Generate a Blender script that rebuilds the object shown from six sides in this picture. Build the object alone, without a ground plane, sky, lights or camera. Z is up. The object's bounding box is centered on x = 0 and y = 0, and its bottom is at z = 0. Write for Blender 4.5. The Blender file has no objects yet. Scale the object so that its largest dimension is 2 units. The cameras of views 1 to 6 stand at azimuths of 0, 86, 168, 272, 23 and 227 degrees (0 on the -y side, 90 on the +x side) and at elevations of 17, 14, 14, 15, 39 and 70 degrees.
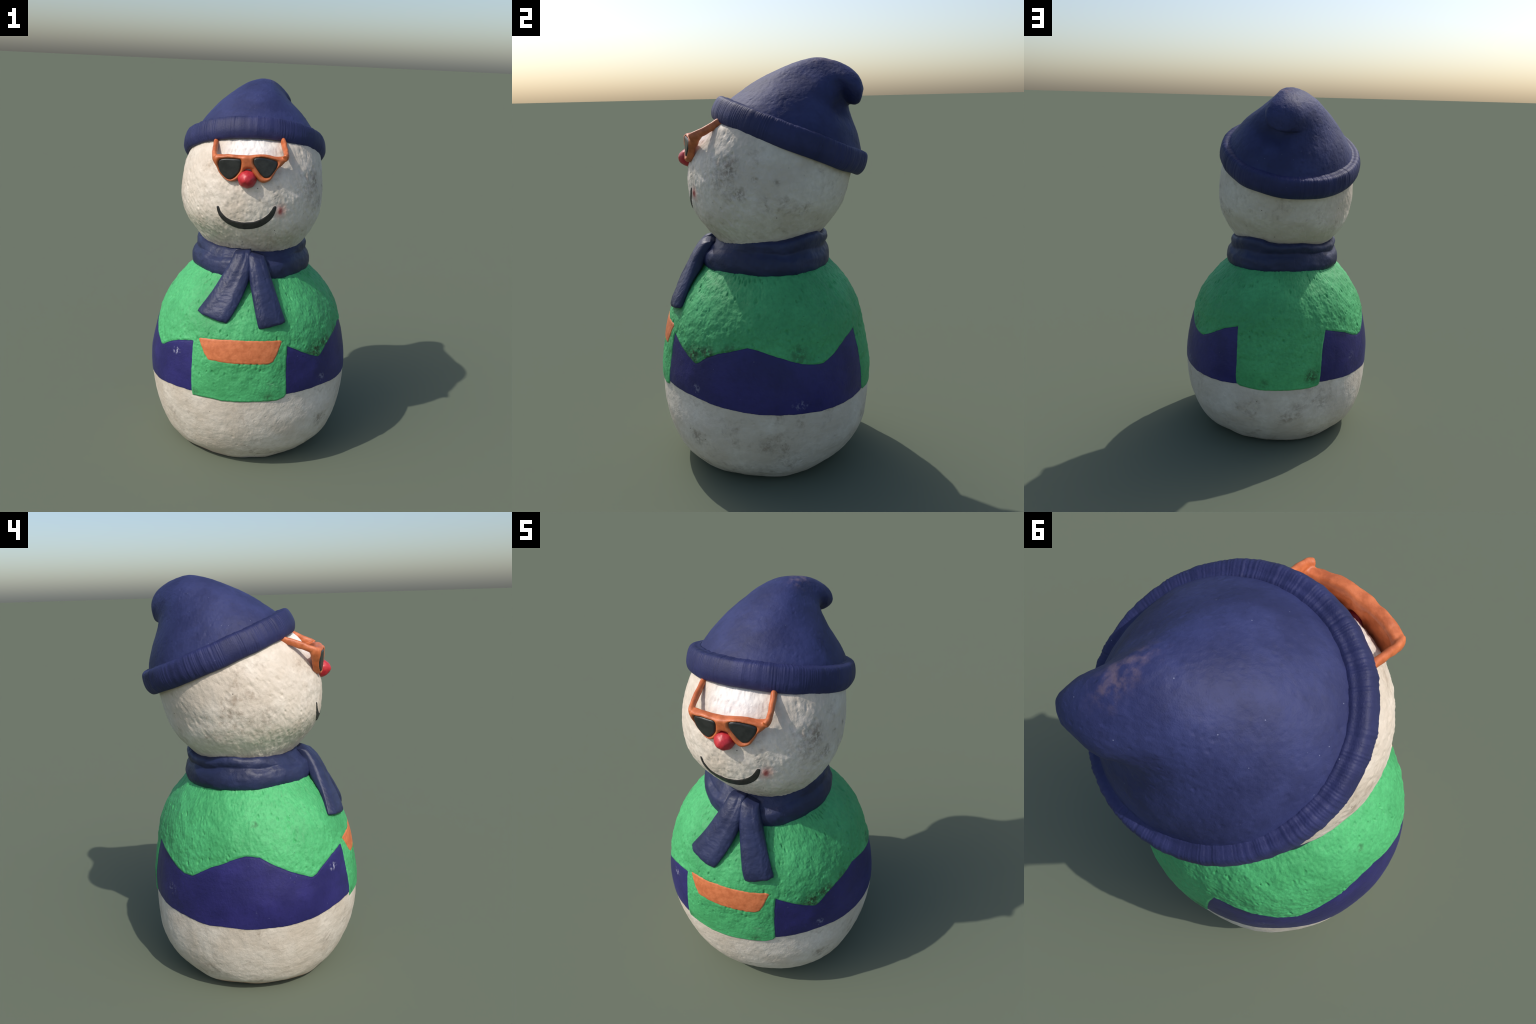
# Painted clay snowman figurine: egg-shaped body with a painted jersey, round
# head, knitted hat with drooping tip, scarf, sunglasses.
import bpy, math
import numpy as np

RNG = np.random.default_rng(7)
TAU = 2 * math.pi

# ------------------------------------------------------------------ helpers
def smooth(e0, e1, x):
    t = np.clip((x - e0) / (e1 - e0), 0, 1)
    return t * t * (3 - 2 * t)

def spline(xs, ys, x):
    """Monotone-ish cubic (Catmull-Rom, non uniform) through control points."""
    xs = np.asarray(xs, float); ys = np.asarray(ys, float); x = np.asarray(x, float)
    d = np.diff(ys) / np.diff(xs); h = np.diff(xs)
    m = np.empty_like(ys); m[0] = d[0]; m[-1] = d[-1]
    m[1:-1] = (d[:-1] * h[1:] + d[1:] * h[:-1]) / (h[1:] + h[:-1])
    i = np.clip(np.searchsorted(xs, x) - 1, 0, len(h) - 1)
    t = np.clip((x - xs[i]) / h[i], 0, 1)
    return ((2*t**3 - 3*t**2 + 1) * ys[i] + (t**3 - 2*t**2 + t) * h[i] * m[i]
            + (-2*t**3 + 3*t**2) * ys[i+1] + (t**3 - t**2) * h[i] * m[i+1])

def ring_spline(deg, vals, phi_deg):
    """Periodic spline over an angle in degrees."""
    a = np.asarray(deg, float); v = np.asarray(vals, float)
    a3 = np.concatenate([a - 360, a, a + 360]); v3 = np.concatenate([v, v, v])
    return spline(a3, v3, (np.asarray(phi_deg) + 180) % 360 - 180)

_perm = RNG.permutation(256)
_grad = RNG.normal(size=(256, 3)); _grad /= np.linalg.norm(_grad, axis=1)[:, None]

def _hash(i, j, k):
    return _perm[(_perm[(_perm[i & 255] + j) & 255] + k) & 255]

def perlin(p):
    f0 = np.floor(p); i = f0.astype(np.int64); f = p - f0
    u = f * f * f * (f * (f * 6 - 15) + 10)
    out = 0
    for a in (0, 1):
        for b in (0, 1):
            for c in (0, 1):
                g = _grad[_hash(i[:, 0] + a, i[:, 1] + b, i[:, 2] + c)]
                w = ((u[:, 0] if a else 1 - u[:, 0]) * (u[:, 1] if b else 1 - u[:, 1]) * (u[:, 2] if c else 1 - u[:, 2]))
                out = out + w * ((f - np.array([a, b, c])) * g).sum(1)
    return out * 1.6

def fbm(p, octaves=3):
    s, a = 0, 1.0
    for o in range(octaves):
        s = s + a * perlin(p * 2 ** o + 17.3 * o); a *= 0.5
    return s

def pits(p, keep=0.4, r=0.42):
    """Sparse round dimples: 1 in the middle of a dimple, 0 outside."""
    f0 = np.floor(p); i = f0.astype(np.int64); best = np.zeros(len(p))
    for a in (-1, 0, 1):
        for b in (-1, 0, 1):
            for c in (-1, 0, 1):
                h = _hash(i[:, 0] + a, i[:, 1] + b, i[:, 2] + c)
                cen = f0 + np.array([a, b, c]) + 0.5 + 0.42 * _grad[h]
                size = r * (0.5 + (h % 13) / 18)
                d = np.linalg.norm(p - cen, axis=1) / size
                v = np.where(_perm[h] < 256 * keep, np.clip(1 - d * d, 0, 1) ** 1.5, 0)
                best = np.maximum(best, v)
    return best

def polygon_sdf(x, y, poly):
    """Signed distance, positive inside."""
    poly = np.asarray(poly, float); n = len(poly)
    d2 = np.full(x.shape, 1e9); inside = np.zeros(x.shape, bool)
    for k in range(n):
        ax, ay = poly[k]; bx, by = poly[(k + 1) % n]
        ex, ey = bx - ax, by - ay
        L = ex * ex + ey * ey
        if L < 1e-14: continue
        t = np.clip(((x - ax) * ex + (y - ay) * ey) / L, 0, 1)
        d2 = np.minimum(d2, (x - ax - t * ex) ** 2 + (y - ay - t * ey) ** 2)
        if ay != by:
            hit = ((ay > y) != (by > y)) & (x < ex * (y - ay) / ey + ax)
            inside ^= hit
    d = np.sqrt(d2)
    return np.where(inside, d, -d)

def round_closed(pts, steps=8, passes=1):
    """Closed Catmull-Rom through control points."""
    p = np.asarray(pts, float); out = []
    n = len(p)
    for i in range(n):
        a, b, c, d = p[i-1], p[i], p[(i+1) % n], p[(i+2) % n]
        for s in range(steps):
            t = s / steps
            out.append(0.5 * (2*b + (c-a)*t + (2*a-5*b+4*c-d)*t*t + (3*b-a-3*c+d)*t**3))
    return np.array(out)

def grid_tris(rows, cols, wrap=True):
    j = np.arange(rows - 1)[:, None]; i = np.arange(cols if wrap else cols - 1)[None, :]
    a = j * cols + i; b = j * cols + (i + 1) % cols; c = a + cols; d = b + cols
    return np.concatenate([np.stack([a, b, d], -1).reshape(-1, 3), np.stack([a, d, c], -1).reshape(-1, 3)])

def cut(tris, f, attrs):
    """Splits triangles along f = 0. attrs: list of per-vertex arrays that are
    interpolated for the new vertices. Returns tris_pos, tris_neg, f, attrs."""
    f = np.where(np.abs(f) < 1e-7, 1e-7, f)
    s = f[tris] > 0; k = s.sum(1)
    pos, neg = [tris[k == 3]], [tris[k == 0]]
    for want, lone_pos in ((1, True), (2, False)):
        t = tris[k == want]
        if not len(t): continue
        ss = s[k == want] if lone_pos else ~s[k == want]
        r = ss.argmax(1); idx = np.arange(len(t))
        a, b, c = t[idx, r], t[idx, (r + 1) % 3], t[idx, (r + 2) % 3]
        new = []
        for u, v in ((a, b), (a, c)):
            lo, hi = np.minimum(u, v), np.maximum(u, v)
            new.append(np.stack([lo, hi], -1))
        pos.append((a, b, c, new)) if lone_pos else neg.append((a, b, c, new))
    edges = [e for part in (pos[1:], neg[1:]) for q in part for e in q[3]]
    n0 = len(f); outp, outn = [pos[0]], [neg[0]]
    if edges:
        alle = np.concatenate(edges); uniq, inv = np.unique(alle, axis=0, return_inverse=True)
        inv = inv.ravel()
        u, v = uniq[:, 0], uniq[:, 1]; w = f[u] / (f[u] - f[v])
        attrs = [np.concatenate([A, (A[u].T * (1 - w) + A[v].T * w).T]) for A in attrs]
        f = np.concatenate([f, np.zeros(len(uniq))])
        o = 0
        for part, lone, rest in ((pos[1:], outp, outn), (neg[1:], outn, outp)):
            for a, b, c, new in part:
                m = len(a); ab = n0 + inv[o:o + m]; ac = n0 + inv[o + m:o + 2 * m]; o += 2 * m
                lone.append(np.stack([a, ab, ac], -1))
                rest.append(np.stack([ab, b, c], -1)); rest.append(np.stack([ab, c, ac], -1))
    return np.concatenate(outp), np.concatenate(outn), f, attrs

def vertex_normals(v, t):
    fn = np.cross(v[t[:, 1]] - v[t[:, 0]], v[t[:, 2]] - v[t[:, 0]])
    n = np.stack([sum(np.bincount(t[:, k], fn[:, a], len(v)) for k in range(3)) for a in range(3)], -1)
    return n / np.maximum(np.linalg.norm(n, axis=1), 1e-12)[:, None]

ROOT = bpy.data.objects.new("snowman_figurine", None)
bpy.context.scene.collection.objects.link(ROOT)
ROOT["label"] = "painted clay snowman with blue hat, scarf and orange sunglasses"
ROOT["category"] = "snowman figurine"

def add_mesh(name, v, t, mat, parent=None, normals=None):
    used, inv = np.unique(t, return_inverse=True)
    v = np.ascontiguousarray(v[used], np.float32); t = inv.reshape(t.shape).astype(np.int32)
    me = bpy.data.meshes.new(name)
    me.vertices.add(len(v)); me.vertices.foreach_set("co", v.ravel())
    me.loops.add(t.size); me.loops.foreach_set("vertex_index", t.ravel())
    me.polygons.add(len(t))
    me.polygons.foreach_set("loop_start", np.arange(0, t.size, t.shape[1], dtype=np.int32))
    me.update(calc_edges=True)
    me.polygons.foreach_set("use_smooth", np.ones(len(t), bool))
    if normals is not None:
        me.normals_split_custom_set_from_vertices(normals[used].tolist())
    me.materials.append(mat)
    ob = bpy.data.objects.new(name, me)
    bpy.context.scene.collection.objects.link(ob)
    ob.parent = parent or ROOT
    return ob

# ---------------------------------------------------------------- materials
class Nodes:
    def __init__(self, name):
        self.mat = bpy.data.materials.new(name); self.mat.use_nodes = True
        self.t = self.mat.node_tree; self.t.nodes.clear()
        self.out = self.new("ShaderNodeOutputMaterial")
        self.bsdf = self.new("ShaderNodeBsdfPrincipled")
        self.link(self.bsdf.outputs[0], self.out.inputs[0])
        self.co = self.new("ShaderNodeTexCoord").outputs["Object"]
    def new(self, k, **kw):
        n = self.t.nodes.new(k)
        for a, b in kw.items(): setattr(n, a, b)
        return n
    def link(self, a, b): self.t.links.new(a, b)
    def put(self, sock, v):
        if hasattr(v, "is_linked") or isinstance(v, bpy.types.NodeSocket): self.link(v, sock)
        else: sock.default_value = v
    def mapping(self, scale=(1, 1, 1), loc=(0, 0, 0), rot=(0, 0, 0)):
        m = self.new("ShaderNodeMapping"); self.link(self.co, m.inputs["Vector"])
        m.inputs["Scale"].default_value = scale; m.inputs["Location"].default_value = loc
        m.inputs["Rotation"].default_value = rot
        return m.outputs[0]
    def noise(self, scale, detail=3, rough=.55, vec=None, dist=0):
        n = self.new("ShaderNodeTexNoise"); self.link(vec or self.co, n.inputs["Vector"])
        n.inputs["Scale"].default_value = scale; n.inputs["Detail"].default_value = detail
        n.inputs["Roughness"].default_value = rough; n.inputs["Distortion"].default_value = dist
        return n.outputs["Fac"]
    def voronoi(self, scale, vec=None):
        n = self.new("ShaderNodeTexVoronoi"); self.link(vec or self.co, n.inputs["Vector"])
        n.inputs["Scale"].default_value = scale
        return n.outputs["Distance"]
    def ramp(self, v, lo, hi, a=0.0, b=1.0):
        n = self.new("ShaderNodeMapRange", interpolation_type="SMOOTHSTEP"); self.link(v, n.inputs["Value"])
        n.inputs["From Min"].default_value = lo; n.inputs["From Max"].default_value = hi
        n.inputs["To Min"].default_value = a; n.inputs["To Max"].default_value = b
        return n.outputs[0]
    def math(self, op, a, b=0.0, c=0.0):
        n = self.new("ShaderNodeMath", operation=op, use_clamp=False)
        self.put(n.inputs[0], a); self.put(n.inputs[1], b); self.put(n.inputs[2], c)
        return n.outputs[0]
    def mix(self, fac, a, b, blend="MIX"):
        n = self.new("ShaderNodeMix", data_type="RGBA", blend_type=blend)
        self.put(n.inputs[0], fac); self.put(n.inputs[6], a); self.put(n.inputs[7], b)
        return n.outputs[2]
    def near(self, p, radius, wobble=0.0, nscale=60, squash=(1, 1, 1)):
        """1 near the point p, fading to 0 at the radius."""
        s = tuple(1 / (radius * q) for q in squash)
        m = self.mapping(scale=s, loc=tuple(-a * b for a, b in zip(p, s)))
        n = self.new("ShaderNodeVectorMath", operation="LENGTH"); self.link(m, n.inputs[0])
        d = n.outputs["Value"]
        if wobble:
            d = self.math("ADD", d, self.math("MULTIPLY", self.math("SUBTRACT", self.noise(nscale, 4, .65), .5), wobble))
        return self.ramp(d, 0.15, 1.0, 1.0, 0.0)
    def bump(self, h, strength, dist=.004):
        n = self.new("ShaderNodeBump"); self.put(n.inputs["Height"], h)
        n.inputs["Strength"].default_value = strength; n.inputs["Distance"].default_value = dist
        self.link(n.outputs[0], self.bsdf.inputs["Normal"])
    def finish(self, col, rough, spec=.5):
        self.put(self.bsdf.inputs["Base Color"], col); self.put(self.bsdf.inputs["Roughness"], rough)
        self.bsdf.inputs["Specular IOR Level"].default_value = spec
        return self.mat

def srgb(r, g, b):
    f = lambda c: ((c / 255 + .055) / 1.055) ** 2.4 if c > 10 else c / 255 / 12.92
    return (f(r), f(g), f(b), 1)

def white_paint(name, stains=(), cheek=None, base_rim=False, forehead=None):
    m = Nodes(name)
    c = m.mix(m.ramp(m.noise(5, 3), .35, .65), srgb(204, 190, 172), srgb(221, 210, 195))
    c = m.mix(m.ramp(m.noise(38, 4, .6), .3, .7, 0, .5), c, srgb(196, 184, 168))
    # brownish handling grime in loose smears
    g = m.math("MULTIPLY", m.ramp(m.noise(6.5, 5, .65, dist=.4), .5, .68), m.ramp(m.noise(30, 5, .65, dist=.5), .38, .72))
    c = m.mix(m.math("MULTIPLY", g, .6), c, srgb(118, 96, 74))
    # pin holes and specks
    v = m.math("MULTIPLY", m.ramp(m.voronoi(26), .05, .11, 1, 0), m.ramp(m.noise(9, 2), .58, .66))
    c = m.mix(m.math("MULTIPLY", v, .75), c, srgb(70, 56, 44))
    for p, r, k in stains:
        s = m.math("MULTIPLY", m.near(p, r * 1.2, 1.0, 30), m.ramp(m.noise(48, 5, .65), .36, .62))
        c = m.mix(m.math("MULTIPLY", s, k * .72), c, srgb(90, 70, 50))
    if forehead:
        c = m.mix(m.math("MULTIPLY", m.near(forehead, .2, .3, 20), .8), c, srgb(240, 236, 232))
    if cheek:
        c = m.mix(m.math("MULTIPLY", m.near(cheek, .055, .7, 45), .5), c, srgb(196, 120, 108))
        c = m.mix(m.math("MULTIPLY", m.near(cheek, .024, .8, 60, (.8, 1, 1.2)), .85), c, srgb(168, 58, 52))
    if base_rim:
        sep = m.new("ShaderNodeSeparateXYZ"); m.link(m.co, sep.inputs[0])
        z = m.math("ADD", sep.outputs[2], m.math("MULTIPLY", m.noise(7, 3), .06))
        x = m.math("ADD", m.math("MULTIPLY", sep.outputs[0], .12), z)
        c = m.mix(m.ramp(x, .012, .03, .75, 0), c, srgb(190, 150, 124))
    h = m.math("ADD", m.noise(70, 4, .6), m.math("MULTIPLY", m.noise(220, 2), .35))
    m.bump(h, .35, .006)
    return m.finish(c, m.ramp(m.noise(30, 3), .3, .7, .5, .68), .4)

def green_paint():
    m = Nodes("green_jersey_paint")
    c = m.mix(m.ramp(m.noise(4, 3), .35, .65), srgb(65, 156, 94), srgb(78, 176, 109))
    c = m.mix(m.ramp(m.noise(55, 4, .65), .35, .7, 0, .4), c, srgb(50, 130, 78))
    hs = m.math("MULTIPLY", m.ramp(m.voronoi(40), .06, .16, 1, 0), m.ramp(m.noise(14, 2), .5, .6))
    c = m.mix(m.math("MULTIPLY", hs, .55), c, srgb(34, 84, 52))
    for p, r, k in (((.37, -.37, .66), .06, .9), ((.42, -.30, .675), .055, .9), ((.48, -.20, .70), .055, .7),
                    ((.33, -.405, .665), .04, .6), ((.51, .12, .68), .06, .5), ((-.255, -.47, .45), .032, .9),
                    ((.12, -.53, .455), .035, .5), ((-.09, .54, .47), .055, .8), ((-.44, -.02, .87), .02, .5), ((.17, .5, .44), .04, .5)):
        s = m.math("MULTIPLY", m.near(p, r * 1.2, 1.0, 30), m.ramp(m.noise(50, 5, .65), .36, .54))
        c = m.mix(m.math("MULTIPLY", s, k), c, srgb(36, 42, 24))
    # pale scratch on the front panel
    sc = m.near((.13, -.53, .52), .05, .5, 90, (1.0, 1.5, .55))
    c = m.mix(m.math("MULTIPLY", m.math("MULTIPLY", sc, m.ramp(m.noise(24, 3, .6, m.mapping((1, 1, 5), rot=(0, .55, 0))), .5, .62)), .45), c, srgb(150, 210, 160))
    h = m.math("ADD", m.noise(85, 4, .6), m.math("MULTIPLY", m.noise(240, 2), .3))
    m.bump(h, .4, .006)
    return m.finish(c, .6, .4)

def blue_paint(name, dark, light, rough, scuffs=(), grain=110, warm=None):
    m = Nodes(name)
    c = m.mix(m.ramp(m.noise(7, 4), .33, .67), dark, light)
    c = m.mix(m.ramp(m.noise(42, 4, .65), .45, .75, 0, .3), c, tuple(x * .6 for x in dark[:3]) + (1,))
    # dusty specks
    v = m.math("MULTIPLY", m.ramp(m.voronoi(34), .03, .075, 1, 0), m.ramp(m.noise(11, 2), .56, .62))
    c = m.mix(m.math("MULTIPLY", v, .5), c, srgb(150, 155, 180))
    for p, r, k, sq in scuffs:
        s = m.math("MULTIPLY", m.near(p, r, 1.2, 70, sq), m.ramp(m.noise(65, 4, .6), .5, .58))
        c = m.mix(m.math("MULTIPLY", s, k * .65), c, srgb(190, 190, 210))
    if warm:
        s = m.math("MULTIPLY", m.near(warm, .11, .8, 25, (.6, 1.2, 1)), m.ramp(m.noise(40, 4), .4, .7))
        c = m.mix(m.math("MULTIPLY", s, .30), c, srgb(150, 125, 120))
    h = m.math("ADD", m.noise(grain, 4, .6), m.math("MULTIPLY", m.noise(grain * 2.6, 2), .4))
    m.bump(h, .3, .004)
    return m.finish(c, rough, .35)

def plain_paint(name, a, b, rough, spec=.45, scale=30, bump=.3):
    m = Nodes(name)
    c = m.mix(m.ramp(m.noise(scale, 4, .6), .33, .67), a, b)
    m.bump(m.noise(140, 4, .6), bump, .003)
    return m.finish(c, rough, spec)

M_BELLY = white_paint("white_belly_paint", stains=(((.40, -.36, .25), .05, .8), ((.36, -.33, .10), .05, .6), ((.52, -.02, .27), .06, .55),
                      ((-.40, -.36, .26), .05, .45), ((-.30, -.46, .30), .02, .8), ((-.16, .50, .30), .06, .5), ((.0, .52, .28), .05, .4)), base_rim=True)
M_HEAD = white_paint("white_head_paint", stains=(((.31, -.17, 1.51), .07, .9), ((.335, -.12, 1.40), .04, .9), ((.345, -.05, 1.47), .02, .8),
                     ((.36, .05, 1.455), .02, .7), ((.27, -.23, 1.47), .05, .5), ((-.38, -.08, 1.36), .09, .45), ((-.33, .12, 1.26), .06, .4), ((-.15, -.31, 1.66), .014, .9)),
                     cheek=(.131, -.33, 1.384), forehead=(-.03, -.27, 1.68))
M_GREEN = green_paint()
M_SLEEVE = blue_paint("violet_blue_sleeve_paint", srgb(36, 33, 88), srgb(45, 41, 103), .44,
                      scuffs=(((-.37, -.39, .63), .035, .95, (1, 1, .7)), ((.40, -.36, .50), .04, .4, (1, 1, 1)), ((.53, .12, .46), .05, .4, (1, 1, .7)), ((-.53, -.02, .47), .03, .4, (1, .6, 2)), ((-.36, .40, .52), .04, .35, (1, 1, 1))))
M_HAT = blue_paint("navy_hat_paint", srgb(37, 42, 83), srgb(48, 54, 99), .64, warm=(.06, .33, 1.99))
M_BRIM = blue_paint("navy_brim_paint", srgb(35, 39, 79), srgb(44, 48, 92), .6, scuffs=(((-.40, .02, 1.66), .012, .9, (1, 1, 1)),))
M_SCARF = blue_paint("navy_scarf_paint", srgb(32, 38, 68), srgb(42, 49, 83), .46)
M_ORANGE = plain_paint("orange_pocket_paint", srgb(186, 100, 56), srgb(206, 118, 72), .55)
M_FRAME = plain_paint("orange_frame_paint", srgb(178, 92, 50), srgb(203, 112, 66), .45)
M_LENS = plain_paint("black_lens_paint", srgb(36, 37, 36), srgb(50, 51, 49), .4, bump=.15)
M_MOUTH = plain_paint("black_mouth_paint", srgb(34, 33, 31), srgb(46, 45, 42), .55)
M_NOSE = plain_paint("red_nose_paint", srgb(168, 32, 42), srgb(190, 48, 56), .38)

# --------------------------------------------------- body: egg of revolution
BODY_Z  = [0, .02, .05, .10, .15, .20, .30, .40, .50, .60, .70, .80, .90, .95, 1.00, 1.05, 1.10]
BODY_RX = [.385, .421, .452, .485, .507, .525, .547, .556, .555, .540, .516, .482, .420, .380, .328, .280, .250]
BODY_RY = [.385, .410, .434, .471, .498, .518, .535, .540, .540, .526, .508, .478, .424, .384, .337, .290, .255]
BODY_CX = [-.008, -.006, -.005, -.001, .001, .003, .003, .000, -.003, -.004, -.005, -.003, -.004, -.008, -.011, -.014, -.014]
BODY_CY = [-.006, -.003, -.001, .000, .002, .003, .000, -.001, .000, .001, .001, .007, .012, .013, .014, .015, .02]
RB = .53                                    # girth radius used to unroll the body

def body_point(phi, z, off=0.0):
    zz = np.clip(z, 0, 1.1)
    rx = spline(BODY_Z, BODY_RX, zz) + off; ry = spline(BODY_Z, BODY_RY, zz) + off
    cx = spline(BODY_Z, BODY_CX, zz); cy = spline(BODY_Z, BODY_CY, zz)
    # the foot is fuller on three corners than on the front left one
    corner = np.where((np.sin(phi) < 0) & (np.cos(phi) > 0), -.4, np.where((np.sin(phi) > 0) & (np.cos(phi) < 0), .5, 1.0))
    box = .024 * np.sin(2 * phi) ** 2 * corner * smooth(.03, .14, zz) * smooth(.46, .28, zz)
    skew = 1 - .022 * np.sin(2 * phi) * smooth(1.1, .8, zz) * smooth(.05, .42, zz) + box      # slightly oval in plan, turned off the axes
    rx = rx * skew; ry = ry * skew
    return np.stack([cx + rx * np.sin(phi), cy - ry * np.cos(phi), z], -1)

# hem of the jersey, walked round the body as (degrees from the front, height)
HEM = [(-29.2, .426), (-18, .431), (-12, .426), (5, .432), (17, .431), (21.5, .444), (22.6, .462),
       (22.4, .56), (23, .645), (24.2, .713), (30.5, .684), (39, .645), (44.5, .622), (46.3, .618), (48, .624), (54, .660), (61, .688),
       (69, .706), (77, .727), (83, .717), (90, .695), (98, .670), (105, .648), (112, .635), (117, .635), (124.5, .665), (133.5, .711), (143, .737),
       (144.3, .640), (145.1, .54), (145, .470), (145.8, .424), (147.5, .412), (153, .405), (160, .398), (174, .398), (187.5, .399), (193, .405), (194.3, .412),
       (195.2, .537), (196.8, .64), (199.5, .714), (206, .697), (215.6, .672), (224, .638), (230, .622), (236, .621), (242, .651), (248.5, .682), (254.8, .702),
       (261, .727), (268, .744), (275, .737), (281, .706), (289, .669), (296, .641), (301, .622), (303, .618), (305, .626), (310, .657), (317, .687), (326, .709), (328, .710),
       (329.4, .58)]
# lower edge of the coloured bands
BAND = ([-147, -142, -128, -116, -103, -90, -83, -72, -64, -56, -48, -30, 0, 24, 39, 53, 64, 76, 87, 97, 112, 122, 136, 147, 166, 194],
        [.414, .411, .406, .395, .398, .393, .400, .402, .408, .416, .430, .447, .455, .459, .459, .452, .441, .431, .424, .420, .413, .411, .413, .421, .43, .426])
POCKET = [(-28.6, .728), (-27.6, .734), (-10, .7475), (4, .748), (19.6, .745), (20.6, .738), (17.4, .676), (15, .641), (12.4, .630), (4, .632), (-8, .631), (-16, .634), (-21, .636), (-23.6, .660)]

def polyline_wobble(pts, amp, seed, closed=True):
    """Hand-painted wobble along a polyline."""
    p = np.asarray(pts, float); out = []
    for a, b in list(zip(p, np.roll(p, -1, 0)))[:None if closed else -1]:
        n = max(1, int(np.hypot(*(b - a)) / .006))
        for k in range(n): out.append(a + (b - a) * k / n)
    out = np.array(out)
    q = np.column_stack([out * 45, np.full(len(out), seed)])
    return out + amp * np.column_stack([perlin(q), perlin(q + 31.7)])

def build_body():
    cols = 860
    zs = np.concatenate([[.004, .004, .003], np.zeros(2),
                         np.interp(np.linspace(0, 1, 26)[1:], [0, 1], [0, .06]), np.linspace(.06, 1.09, 300)[1:]])
    shrink = np.concatenate([[.02, .5, .86], [.94, 1.0], np.ones(len(zs) - 5)])
    rows = len(zs)
    phi = np.linspace(0, TAU, cols, endpoint=False) + math.pi / 2
    P, Z = np.meshgrid(phi, zs)
    S = np.repeat(shrink[:, None], cols, 1).ravel()
    P = P.ravel(); Z = Z.ravel()
    tris = grid_tris(rows, cols)
    deg = np.degrees(P)
    deg = np.where(deg > 270, deg - 360, deg)           # -90 .. 270
    U = np.radians(deg) * RB

    def periodic(pts):
        p = np.asarray(pts, float) * [math.pi / 180 * RB, 1]
        return p
    hem = polyline_wobble(periodic(HEM + [(HEM[0][0] + 360, HEM[0][1])]), .0016, 1.5, closed=False)
    per = TAU * RB
    strip = np.concatenate([hem - [per, 0], hem, hem + [per, 0]])
    strip = np.concatenate([strip, [[strip[-1, 0], 2.2], [strip[0, 0], 2.2]]])
    f_green = polygon_sdf(U, Z, strip)
    wob = .0022 * perlin(np.column_stack([U * 22, Z * 0 + .5, Z * 0])) + .001 * perlin(np.column_stack([U * 90, Z * 0 + .5, Z * 0]))
    f_band = Z - (ring_spline(BAND[0], BAND[1], deg) + wob)
    f_pocket = polygon_sdf(U, Z, polyline_wobble(periodic(POCKET), .0014, 8.2))

    base = body_point(P, Z)
    cx = spline(BODY_Z, BODY_CX, np.clip(Z, 0, 1.1)); cy = spline(BODY_Z, BODY_CY, np.clip(Z, 0, 1.1))
    base[:, 0] = cx + (base[:, 0] - cx) * S; base[:, 1] = cy + (base[:, 1] - cy) * S
    # outward direction
    nrm = vertex_normals(base, tris)
    # layered paint/clay: bands sit 1.5 mm proud, the jersey 5 mm with a rolled edge
    g = smooth(-.002, .009, f_green); b = smooth(-.002, .003, f_band)
    lift = .0045 * g + .0022 * b * (1 - g) + .0012 * np.exp(-((f_green - .008) / .008) ** 2)
    lift += .0012 * smooth(-.001, .004, f_pocket) - .0016 * np.exp(-(f_pocket / .003) ** 2) * (f_pocket > -.02)
    lift -= .0015 * np.exp(-((f_green + .003) / .003) ** 2)
    lift -= .0055
    # surface relief
    q = base.copy()
    slant = np.column_stack([U * 1.0 + Z * .35, Z * .62, np.zeros_like(U)])
    rough_zone = g * (.35 + .65 * smooth(.40, .62, Z + .03 * perlin(q * 6)))
    pit1 = pits(np.column_stack([slant[:, :1] * 52, slant[:, 1:2] * 52, q[:, 2:] * 3 + .5]), .6, .42)
    pit2 = pits(q * 85 + 7, .35, .5)
    pit1 = pit1 * (.12 + 1.0 * smooth(-.25, .4, fbm(q * 11 + 4, 2)))
    rough_zone = rough_zone * (1 - .8 * smooth(-.004, .004, f_pocket))
    lumps = fbm(q * 17, 3)
    grain = fbm(np.column_stack([slant[:, 0] * 75, slant[:, 1] * 75, q[:, 2] * 5]), 2)
    lift += rough_zone * (-.0066 * pit1 - .0018 * pit2 + .0036 * lumps + .0013 * grain)
    lift += (1 - g) * (1 - b) * (.0012 * fbm(q * 22, 3) - .002 * pits(q * 30 + 3, .06, .35))
    lift += (1 - g) * b * (.0009 * fbm(q * 14, 3) + .0003 * grain)
    lift += .0035 * perlin(q * 4.2)
    # irregular foot: worn chamfer and shallow dents near the ground
    foot = np.exp(-(Z / .05) ** 2)
    lift += foot * (.010 * perlin(q * 6.5 + 3) - .003)
    lift = np.where(S < 1, 0, lift)
    pos = base + nrm * lift[:, None]
    pos[:, 2] = np.maximum(pos[:, 2], 0)
    attrs = [pos, f_band, f_pocket]
    tg, tr, f, attrs = cut(tris, f_green, attrs)
    to, tg, f, (pos, f_band, _) = cut(tg, attrs[2], attrs)
    tb, tw, f, (pos,) = cut(tr, f_band, [pos])
    allt = np.concatenate([tg, to, tb, tw]); n = vertex_normals(pos, allt)
    add_mesh("belly", pos, tw, M_BELLY, normals=n)
    jersey = add_mesh("jersey", pos, tg, M_GREEN, normals=n)
    add_mesh("pocket", pos, to, M_ORANGE, jersey, n)
    side = pos[tb].mean(1)[:, 0] > 0
    add_mesh("sleeve", pos, tb[side], M_SLEEVE, normals=n)
    add_mesh("sleeve.001", pos, tb[~side], M_SLEEVE, normals=n)

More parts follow.
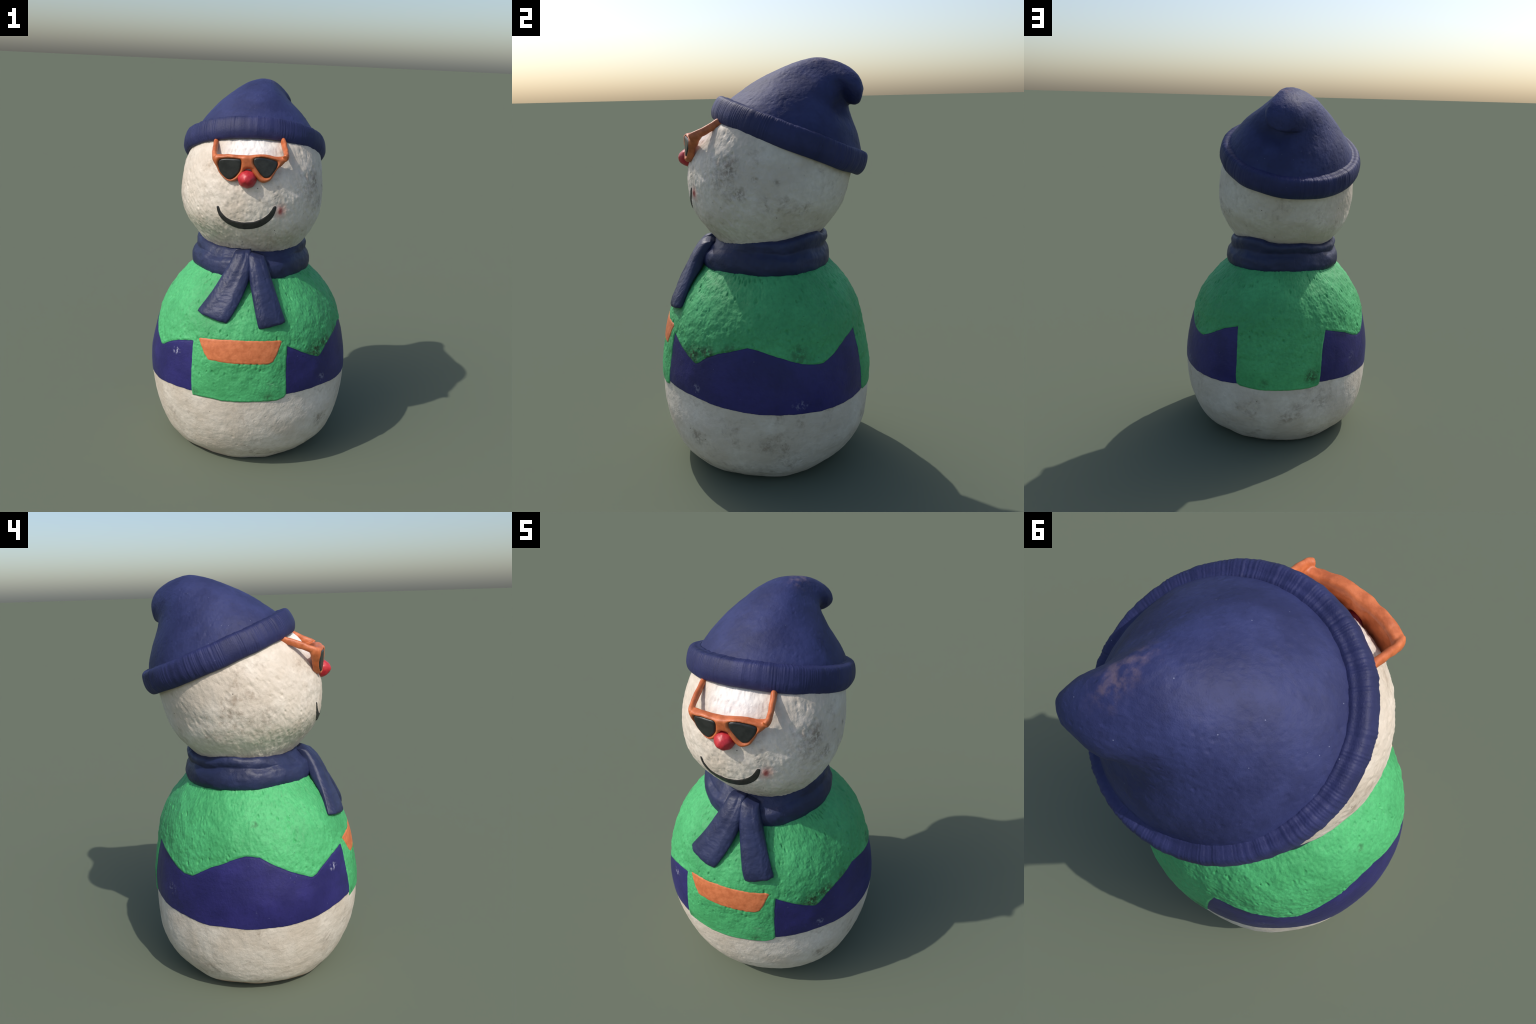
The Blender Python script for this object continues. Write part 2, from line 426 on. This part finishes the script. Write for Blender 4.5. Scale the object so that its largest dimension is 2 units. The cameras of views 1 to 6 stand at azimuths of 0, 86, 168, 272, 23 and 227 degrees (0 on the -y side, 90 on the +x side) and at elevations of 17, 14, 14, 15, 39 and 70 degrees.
# ------------------------------------------------------------------- head
HEAD_Z  = [1.03, 1.05, 1.10, 1.15, 1.20, 1.25, 1.30, 1.35, 1.40, 1.45, 1.50, 1.55, 1.60, 1.65, 1.70, 1.74, 1.77, 1.79]
HEAD_RX = [.190, .205, .241, .279, .315, .348, .369, .381, .387, .386, .381, .373, .361, .346, .318, .27, .19, .02]
HEAD_RY = [.165, .178, .222, .269, .315, .353, .379, .393, .402, .409, .410, .402, .384, .359, .328, .27, .19, .02]
HEAD_CX = [-.007, -.007, -.010, -.014, -.018, -.020, -.020, -.020, -.021, -.020, -.020, -.018, -.014, -.010, -.008, -.008, -.008, -.008]
HEAD_CY = [.027, .027, .028, .029, .031, .031, .032, .034, .038, .044, .052, .061, .070, .080, .088, .10, .11, .11]
RH = .39
MOUTH = [(-24.7, 1.389, 0.0074), (-23.2, 1.360, 0.0107), (-19.7, 1.333, 0.0141), (-14.7, 1.314, 0.0169), (-8.6, 1.304, 0.0191), (-1.7, 1.3045, 0.0202),
         (5.2, 1.314, 0.0197), (10.8, 1.333, 0.0180), (14.9, 1.357, 0.0158), (17.1, 1.380, 0.0130), (18.5, 1.403, 0.0085)]

def head_point(phi, z):
    rx = spline(HEAD_Z, HEAD_RX, z); ry = spline(HEAD_Z, HEAD_RY, z)
    cx = spline(HEAD_Z, HEAD_CX, z); cy = spline(HEAD_Z, HEAD_CY, z)
    skew = 1 + .045 * (np.sin(2 * phi) - .25) * smooth(1.36, 1.2, z)
    rx = rx * skew; ry = ry * skew
    return np.stack([cx + rx * np.sin(phi), cy - ry * np.cos(phi), z], -1)

def build_head():
    cols = 640
    zs = np.concatenate([np.linspace(1.03, 1.72, 205), np.linspace(1.723, 1.79, 24)]); rows = len(zs)
    phi = np.linspace(-math.pi, math.pi, cols, endpoint=False)
    P, Z = [a.ravel() for a in np.meshgrid(phi, zs)]
    tris = grid_tris(rows, cols)
    U = P * RH
    m = np.array(MOUTH); tt = np.linspace(0, 1, 80); t0 = np.linspace(0, 1, len(m))
    mu = np.radians(spline(t0, m[:, 0], tt)) * RH; mz = spline(t0, m[:, 1], tt); mw = spline(t0, m[:, 2], tt)
    mw = mw * (1 + .07 * perlin(np.column_stack([tt * 14, tt * 0 + .5, tt * 0])))
    f_mouth = np.full(U.shape, -1.0)
    zone = (np.abs(U) < .3) & (Z > 1.2) & (Z < 1.5)
    uu, zz = U[zone], Z[zone]; best = np.full(uu.shape, -1.0)
    for a, b, w in zip(mu, mz, mw):
        best = np.maximum(best, w - np.hypot(uu - a, zz - b))
    f_mouth[zone] = best
    base = head_point(P, Z); nrm = vertex_normals(base, tris)
    q = base
    front = smooth(.15, -.25, q[:, 1])
    hatch = np.column_stack([U * 46 + Z * 26, Z * 22 - U * 13, Z * 0 + .3])
    relief = .0020 * fbm(q * 15, 3) + .0026 * perlin(q * 5)
    relief += (.4 + .6 * front) * (.0023 * fbm(hatch, 2) - .0042 * pits(np.column_stack([hatch[:, 0] * .8, hatch[:, 1] * .95, q[:, 1] * 3]), .3, .5) )
    relief -= .0018 * pits(q * 60 + 5, .12, .4)
    mm = smooth(-.001, .004, f_mouth)
    lift = relief * (1 - .8 * mm) + .0032 * mm - .0022
    pos = base + nrm * lift[:, None]
    tm, th, f, (pos,) = cut(tris, f_mouth, [pos])
    n = vertex_normals(pos, np.concatenate([tm, th]))
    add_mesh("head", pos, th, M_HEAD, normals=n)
    add_mesh("mouth", pos, tm, M_MOUTH, normals=n)

# ------------------------------------------------------------------- nose
def build_nose():
    rows, cols = 48, 72
    th = np.linspace(0.02, math.pi - .02, rows); ph = np.linspace(0, TAU, cols, endpoint=False)
    P, T = [a.ravel() for a in np.meshgrid(ph, th)]
    d = np.stack([np.sin(T) * np.cos(P), -np.cos(T), np.sin(T) * np.sin(P)], -1)
    v = d * [.046, .054, .044] * (1 + .05 * perlin(d * 2.2 + 4))[:, None]
    v += [-.041, -.351, 1.541]
    add_mesh("nose", v, grid_tris(rows, cols), M_NOSE)

# -------------------------------------------------------------------- hat
TILT = math.radians(22); HAT_C = np.array([-.018, .146, 1.628])
HAT_N = np.array([0, math.sin(TILT), math.cos(TILT)]); HAT_E = np.array([0, math.cos(TILT), -math.sin(TILT)])

def build_brim():
    prof = round_closed([(.340, -.030), (.366, -.047), (.382, -.050), (.394, -.037), (.4025, -.012), (.402, .018), (.396, .045), (.387, .060),
                         (.374, .065), (.359, .065), (.342, .067), (.320, .05)], 5)
    rows, cols = len(prof), 1200
    phi = np.linspace(0, TAU, cols, endpoint=False)
    P, K = np.meshgrid(phi, np.arange(rows)); P = P.ravel(); K = K.ravel()
    r = prof[K, 0]; h = prof[K, 1]
    cs = np.column_stack([np.cos(P), np.sin(P), np.zeros_like(P)])
    outer = smooth(.372, .40, r) * smooth(-.07, -.03, h)
    rib = perlin(cs * 62 + [0, 0, .5] + np.column_stack([P * 0, P * 0, h * 6])) * (.6 + .8 * np.abs(perlin(cs * 5 + 2)))
    coarse = perlin(cs * 14 + 9)
    r = r + outer * (.0028 * rib * smooth(-.5, .5, perlin(cs * 3.3 + 8)) + .0020 * coarse) + .003 * perlin(cs * 3.1 + 5) * smooth(.35, .39, r)
    h = h + .004 * perlin(cs * 2.4 + 3) + smooth(.03, .055, h) * .0022 * (coarse + .7 * rib)
    rx = r * .970
    v = HAT_C + np.outer(rx * np.sin(P), [1, 0, 0]) + np.outer(-r * np.cos(P), HAT_E) + np.outer(h, HAT_N)
    t = grid_tris(rows + 1, cols) % (rows * cols)
    return v, t[:, ::-1]

def build_crown():
    # rings: front point (y, z), back point (y, z), half width, centre x, sideways turn
    rings = np.array([
        (-.152, 1.798, .500, 1.525, .345, -.012, 0),
        (-.142, 1.815, .497, 1.550, .340, -.013, 0),
        (-.080, 1.859, .486, 1.612, .308, -.014, 0),
        (-.010, 1.902, .472, 1.665, .268, -.013, 0),
        (.060, 1.938, .456, 1.712, .226, -.011, 0),
        (.140, 1.970, .444, 1.752, .183, -.006, 0),
        (.215, 1.992, .440, 1.772, .153, .002, .005),
        (.290, 1.999, .442, 1.778, .130, .024, .010),
        (.360, 1.983, .451, 1.778, .118, .055, .012),
        (.414, 1.957, .459, 1.781, .102, .076, .010),
        (.451, 1.928, .469, 1.789, .087, .092, .010),
        (.474, 1.895, .475, 1.808, .060, .103, .008),
        (.482, 1.866, .481, 1.838, .024, .110, 0)])
    n = 170; s0 = np.arange(len(rings)); s = np.linspace(0, len(rings) - 1, n)
    R = np.stack([spline(s0, rings[:, k], s) for k in range(7)], -1)
    cols = 480; phi = np.linspace(0, TAU, cols, endpoint=False)
    P, K = np.meshgrid(phi, np.arange(n)); P = P.ravel(); K = K.ravel(); A = R[K]
    cy = (A[:, 0] + A[:, 2]) / 2; cz = (A[:, 1] + A[:, 3]) / 2
    hy = (A[:, 0] - A[:, 2]) / 2; hz = (A[:, 1] - A[:, 3]) / 2
    c, sn = np.cos(P), np.sin(P)
    # the flank towards the tip is pulled in below the ridge
    k = s[K]; pull = .17 * smooth(2.5, 5, k) * smooth(10, 7.5, k) * (4 * sn * sn * c * c) * ((sn > 0) & (c > 0))
    x = A[:, 5] + A[:, 4] * sn * (1 - pull) + A[:, 6] * (-c) * .5
    v = np.stack([x, cy + hy * c - A[:, 6] * sn * 0.6, cz + hz * c], -1)
    t = grid_tris(n, cols)
    cap = np.array([v[-cols:].mean(0)]); ci = len(v); v = np.concatenate([v, cap])
    i = np.arange(cols); last = (n - 1) * cols
    t = np.concatenate([t, np.stack([last + i, last + (i + 1) % cols, np.full(cols, ci)], -1)])
    nr = vertex_normals(v, t)
    lift = .0045 * perlin(v * 5.5) + .0010 * fbm(v * 20, 3) + .0007 * fbm(v * 60, 2) - .0018 * pits(v * 55, .12, .45)
    # deep pinch below the hooked tip, towards its own side
    below = np.concatenate([smooth(8.0, 6.3, s[K]), [0]])
    dent = np.exp(-(((v - [.17, .41, 1.765]) / [.085, .085, .060]) ** 2).sum(1)) * below
    v = v + nr * lift[:, None] - dent[:, None] * np.array([.028, .030, -.004])
    return v, t

def build_hat():
    v, t = build_crown()
    n = vertex_normals(v, t)
    if (n[: 480 * 40] @ HAT_N).mean() < 0: t = t[:, ::-1]
    hat = add_mesh("hat", v, t, M_HAT)
    v, t = build_brim()
    n = vertex_normals(v, t)
    if ((v - HAT_C) * n).sum(1).mean() < 0: t = t[:, ::-1]
    add_mesh("hat_brim", v, t, M_BRIM, hat)

# ------------------------------------------------------------------ scarf
SCARF_TOP = ([-129, -104, -90, -68, -47, -25, -8, 6, 23, 42, 65, 88, 114, 130, 141, 154, 174, 190, 206],
             [1.158, 1.175, 1.165, 1.160, 1.155, 1.155, 1.170, 1.156, 1.156, 1.165, 1.184, 1.175, 1.184, 1.197, 1.194, 1.175, 1.174, 1.176, 1.162])

def build_scarf_wrap():
    prof = round_closed([(.235, .990), (.295, .992), (.322, 1.004), (.333, 1.026), (.333, 1.054), (.325, 1.080), (.314, 1.098), (.309, 1.109),
                         (.312, 1.124), (.313, 1.140), (.307, 1.156), (.290, 1.166), (.262, 1.166), (.235, 1.155)], 6)
    rows, cols = len(prof), 700
    phi = np.linspace(0, TAU, cols, endpoint=False)
    P, K = np.meshgrid(phi, np.arange(rows)); P = P.ravel(); K = K.ravel()
    r = prof[K, 0].copy(); z = prof[K, 1].copy()
    deg = (np.degrees(P) + 180) % 360 - 180
    up = smooth(1.08, 1.16, z)
    z = z + up * (ring_spline(SCARF_TOP[0], SCARF_TOP[1], deg) - 1.174)
    # the crease between the two turns wanders
    cs = np.column_stack([np.cos(P), np.sin(P), np.zeros_like(P)])
    z = z + np.exp(-((prof[K, 1] - 1.1) / .03) ** 2) * .012 * perlin(cs * 2.2 + 6)
    r = r + .006 * perlin(cs * 2.6 + [0, 0, 1.5]) * up
    r = r - .009 * smooth(.3, .9, np.cos(np.radians(deg + 70)))
    x = -.017 + r * np.sin(P); front = smooth(.35, .92, np.cos(P)) * (1 - up); fore = smooth(-.3, .6, np.cos(P)) * up; x = x - .022 * fore * np.sin(P); y = .030 - (r - .022 + .012 * up * (1 - fore) - .018 * fore + .032 * front) * np.cos(P)
    v = np.stack([x, y, z], -1)
    t = grid_tris(rows + 1, cols) % (rows * cols)
    n = vertex_normals(v, t)
    if (n * (v - [-.017, .03, 1.08])).sum(1).mean() < 0: t = t[:, ::-1]; n = -n
    folds = fbm(np.column_stack([cs[:, 0] * 4, cs[:, 1] * 4, z * 20 + deg * .01]), 2)
    v = v + n * (.0034 * folds + .0008 * fbm(v * 38, 2))[:, None]
    return add_mesh("scarf", v, t, M_SCARF)

TAIL_Z = [.74, .80, .85, .90, .95, 1.0, 1.04, 1.08, 1.12, 1.15, 1.17]
TAIL_Y = [-.492, -.490, -.478, -.452, -.424, -.395, -.373, -.350, -.318, -.288, -.262]     # outer face at the middle

def build_tail(scarf, left, right, seed, groove):
    """left / right: edge lines as (x, z) control points from the top down."""
    left = np.array(left); right = np.array(right); n = 150; cols = 120
    s0 = np.linspace(0, 1, len(left)); s = np.linspace(0, 1, n)
    L = np.stack([spline(s0, left[:, k], s) for k in (0, 1)], -1); R = np.stack([spline(s0, right[:, k], s) for k in (0, 1)], -1)
    a = np.linspace(0, TAU, cols, endpoint=False)
    A, K = np.meshgrid(a, np.arange(n)); A = A.ravel(); K = K.ravel(); S = s[K]
    # rounded-rectangle section
    c, sn = np.cos(A), np.sin(A); e = .5
    t = np.sign(c) * np.abs(c) ** e; d = np.sign(sn) * np.abs(sn) ** e
    # rounded far end
    end = np.sqrt(np.clip(1 - (1 - np.clip((1 - S) / .05, 0, 1)) ** 2, 0, 1))
    start = np.sqrt(np.clip(1 - (1 - np.clip(S / .08, 0, 1)) ** 2, 0, 1))
    mid = (L + R) / 2; half = (R - L) / 2
    tw = t * (.93 + .07 * end)
    xz = mid[K] + half[K] * tw[:, None]
    x, z = xz[:, 0], xz[:, 1]
    ro = -(spline(TAIL_Z, TAIL_Y, np.clip(z, .74, 1.17)) - .02)
    Rr = np.maximum(ro, .2)
    thick = (.050 + .022 * smooth(.92, 1.02, z)) * (.25 + .75 * end) * (.5 + .5 * start)
    depth = (1 - d) / 2 * thick                       # 0 outer face .. thick inner face
    # soft pillow, long grooves and wrinkles on the outer face
    face = smooth(-.2, .9, d)
    q = np.column_stack([t * 2.6 + seed, S * 2.2, S * 0 + seed])
    relief = .0034 * perlin(q) + .0016 * fbm(np.column_stack([x * 60, z * 38, x * 0 + seed]), 3)
    for tc, wd, dp in groove:
        relief -= dp * np.exp(-((t - tc - .15 * np.sin(S * 4 + seed)) / wd) ** 2) * smooth(1.0, .55, S)
    relief -= .010 * np.abs(t) ** 3
    rad = Rr - depth - (1 - end) * .012 - (1 - start) * .02 + relief * face
    xc = -.006
    u = np.clip((x - xc) / (Rr * 1.0), -.95, .95)
    y = .02 - rad * np.sqrt(1 - u * u)
    xs = xc + (x - xc) * rad / Rr
    v = np.stack([xs, y, z], -1)
    tri = grid_tris(n, cols)
    caps = []
    for row in (0, n - 1):
        ci = len(v); v = np.concatenate([v, [v[row * cols:(row + 1) * cols].mean(0)]]); i = np.arange(cols)
        f = np.stack([row * cols + i, row * cols + (i + 1) % cols, np.full(cols, ci)], -1)
        caps.append(f if row else f[:, ::-1])
    tri = np.concatenate([tri] + caps)
    nn = vertex_normals(v, tri)
    if (nn[: n * cols] * (v[: n * cols] - np.repeat(v[: n * cols].reshape(n, cols, 3).mean(1), cols, 0))).sum() < 0: tri = tri[:, ::-1]
    add_mesh("scarf_tail", v, tri, M_SCARF, scarf)

# -------------------------------------------------------------- sunglasses
LENS_A = [(-.180, 1.618), (-.171, 1.629), (-.149, 1.634), (-.117, 1.635), (-.086, 1.636), (-.075, 1.629), (-.075, 1.607), (-.080, 1.582),
          (-.096, 1.560), (-.114, 1.543), (-.127, 1.538), (-.143, 1.542), (-.162, 1.557), (-.175, 1.574), (-.181, 1.599)]
LENS_B = [(-.010, 1.632), (-.007, 1.642), (.011, 1.647), (.036, 1.646), (.067, 1.640), (.095, 1.631), (.102, 1.622), (.098, 1.603), (.085, 1.582),
          (.068, 1.561), (.052, 1.555), (.037, 1.559), (.017, 1.581), (.001, 1.602), (-.009, 1.620)]
FRAME = [(-.214, 1.633), (-.204, 1.644), (-.165, 1.652), (-.112, 1.655), (-.075, 1.653), (-.044, 1.654), (-.011, 1.657), (.023, 1.662), (.053, 1.660),
         (.091, 1.652), (.125, 1.650), (.150, 1.655), (.152, 1.640), (.127, 1.612), (.105, 1.594), (.089, 1.563), (.072, 1.541), (.047, 1.528), (.026, 1.531),
         (.006, 1.546), (-.010, 1.571), (-.023, 1.590), (-.040, 1.594), (-.054, 1.588), (-.060, 1.575), (-.077, 1.553), (-.095, 1.533), (-.117, 1.525),
         (-.139, 1.528), (-.162, 1.543), (-.182, 1.568), (-.195, 1.594), (-.210, 1.618)]

def glasses_y(x, z):
    return -.349 + 1.15 * (x + .033) ** 2 + .85 * (x + .03) * (z - 1.60)

def pillow(f_of, x0, x1, z0, z1, step, half_depth, rim, ymid):
    """Solid with a rounded rim from a plan outline (signed distance)."""
    xs = np.arange(x0, x1, step); zs = np.arange(z0, z1, step)
    X, Z = [a.ravel() for a in np.meshgrid(xs, zs)]
    f = f_of(X, Z)
    tri = grid_tris(len(zs), len(xs), wrap=False)
    tp, _, f, (X, Z) = cut(tri, f, [X, Z])
    k = np.clip(f / rim, 0, 1); h = half_depth * np.sqrt(np.clip(1 - (1 - k) ** 2, 0, 1))
    y = ymid(X, Z)
    n = len(X); edge = f <= 1e-9
    fr = np.stack([X, y - h, Z], -1); bk = np.stack([X, y + h, Z], -1)
    idx = np.arange(n); back = np.where(edge, idx, idx + n)
    t = np.concatenate([tp, back[tp][:, ::-1]])
    return np.concatenate([fr, bk]), t

def tube(path, rx, rz, cols=28, steps=40):
    p = np.array(path, float); s0 = np.linspace(0, 1, len(p)); s = np.linspace(0, 1, steps)
    c = np.stack([spline(s0, p[:, k], s) for k in range(3)], -1)
    d = np.gradient(c, axis=0); d /= np.linalg.norm(d, axis=1)[:, None]
    side = np.cross(d, [0, 0, 1]); side /= np.linalg.norm(side, axis=1)[:, None]; up = np.cross(side, d)
    a = np.linspace(0, TAU, cols, endpoint=False)
    v = c[:, None] + rx * np.cos(a)[None, :, None] * side[:, None] + rz * np.sin(a)[None, :, None] * up[:, None]
    v = v.reshape(-1, 3); t = grid_tris(steps, cols)
    for row in (0, steps - 1):
        ci = len(v); v = np.concatenate([v, [c[row]]]); i = np.arange(cols)
        f = np.stack([row * cols + i, row * cols + (i + 1) % cols, np.full(cols, ci)], -1)
        t = np.concatenate([t, f if row else f[:, ::-1]])
    return v, t

def build_glasses():
    a, b, o = round_closed(LENS_A, 5), round_closed(LENS_B, 5), round_closed(FRAME, 5)
    def f_frame(x, z):
        lens = np.maximum(polygon_sdf(x, z, a), polygon_sdf(x, z, b))
        return np.minimum(polygon_sdf(x, z, o) + .0022, -lens + .0008)
    f_plate = lambda x, z: polygon_sdf(x, z, o) + .0022
    v1, t1 = pillow(f_frame, -.24, .18, 1.50, 1.69, .0025, .024, .017, glasses_y)
    # the back half is a closed plate, deepest along the brow bar
    back_y = lambda x, z: glasses_y(x, z) + .006 + .003 * smooth(1.62, 1.65, z)
    parts = [(v1, t1), pillow(f_plate, -.24, .18, 1.50, 1.69, .0025, .012, .014, back_y)]
    for path in ([(-.196, -.336, 1.634), (-.205, -.314, 1.642), (-.208, -.25, 1.667), (-.208, -.165, 1.698), (-.20, -.13, 1.712)],
                 [(.140, -.336, 1.646), (.146, -.314, 1.655), (.140, -.26, 1.680), (.130, -.200, 1.712), (.125, -.16, 1.728)]):
        parts.append(tube(path, .0135, .0165 if path[0][0] < 0 else .0195))
    V, T, o0 = [], [], 0
    for v, t in parts:
        V.append(v); T.append(t + o0); o0 += len(v)
    V = np.concatenate(V); T = np.concatenate(T)
    n = vertex_normals(V, T)
    fr = add_mesh("sunglasses", V, T, M_FRAME)
    m = fr.modifiers.new("fuse", "REMESH"); m.mode = "VOXEL"; m.voxel_size = .0030; m.use_smooth_shade = True
    m = fr.modifiers.new("soften", "SMOOTH"); m.factor = .5; m.iterations = 8
    bpy.context.view_layer.update()
    dg = bpy.context.evaluated_depsgraph_get()
    me = bpy.data.meshes.new_from_object(fr.evaluated_get(dg)); fr.modifiers.clear()
    co = np.empty(len(me.vertices) * 3, np.float32); me.vertices.foreach_get("co", co); co = co.reshape(-1, 3).astype(float)
    co += .0026 * np.stack([perlin(co * 26), perlin(co * 26 + 9), perlin(co * 26 + 21)], -1)
    me.vertices.foreach_set("co", co.astype(np.float32).ravel()); me.update()
    fr.data = me; me.name = "sunglasses"
    if not me.materials: me.materials.append(M_FRAME)
    for k, out in enumerate((a, b)):
        f = lambda x, z: polygon_sdf(x, z, out) + .005
        v, t = pillow(f, out[:, 0].min() - .02, out[:, 0].max() + .02, out[:, 1].min() - .02, out[:, 1].max() + .02, .003, .0165, .010, lambda x, z: glasses_y(x, z) - .0050)
        add_mesh("lens" if k == 0 else "lens.001", v, t, M_LENS, fr)

build_body()
build_head()
build_nose()
build_hat()
scarf = build_scarf_wrap()
build_tail(scarf, [(-.100, 1.145), (-.118, 1.105), (-.163, 1.03), (-.212, .95), (-.283, .853)], [(-.010, 1.160), (-.002, 1.12), (-.006, 1.04), (-.045, .94), (-.114, .820)], 2.0, [(.25, .14, .006), (-.4, .14, .0015)])
build_tail(scarf, [(-.030, 1.150), (-.022, 1.10), (-.008, 1.02), (.022, .91), (.052, .802)], [(.070, 1.130), (.090, 1.085), (.121, 1.01), (.158, .92), (.196, .832)], 5.0, [(.35, .15, .002), (-.3, .18, .001)])
build_glasses()
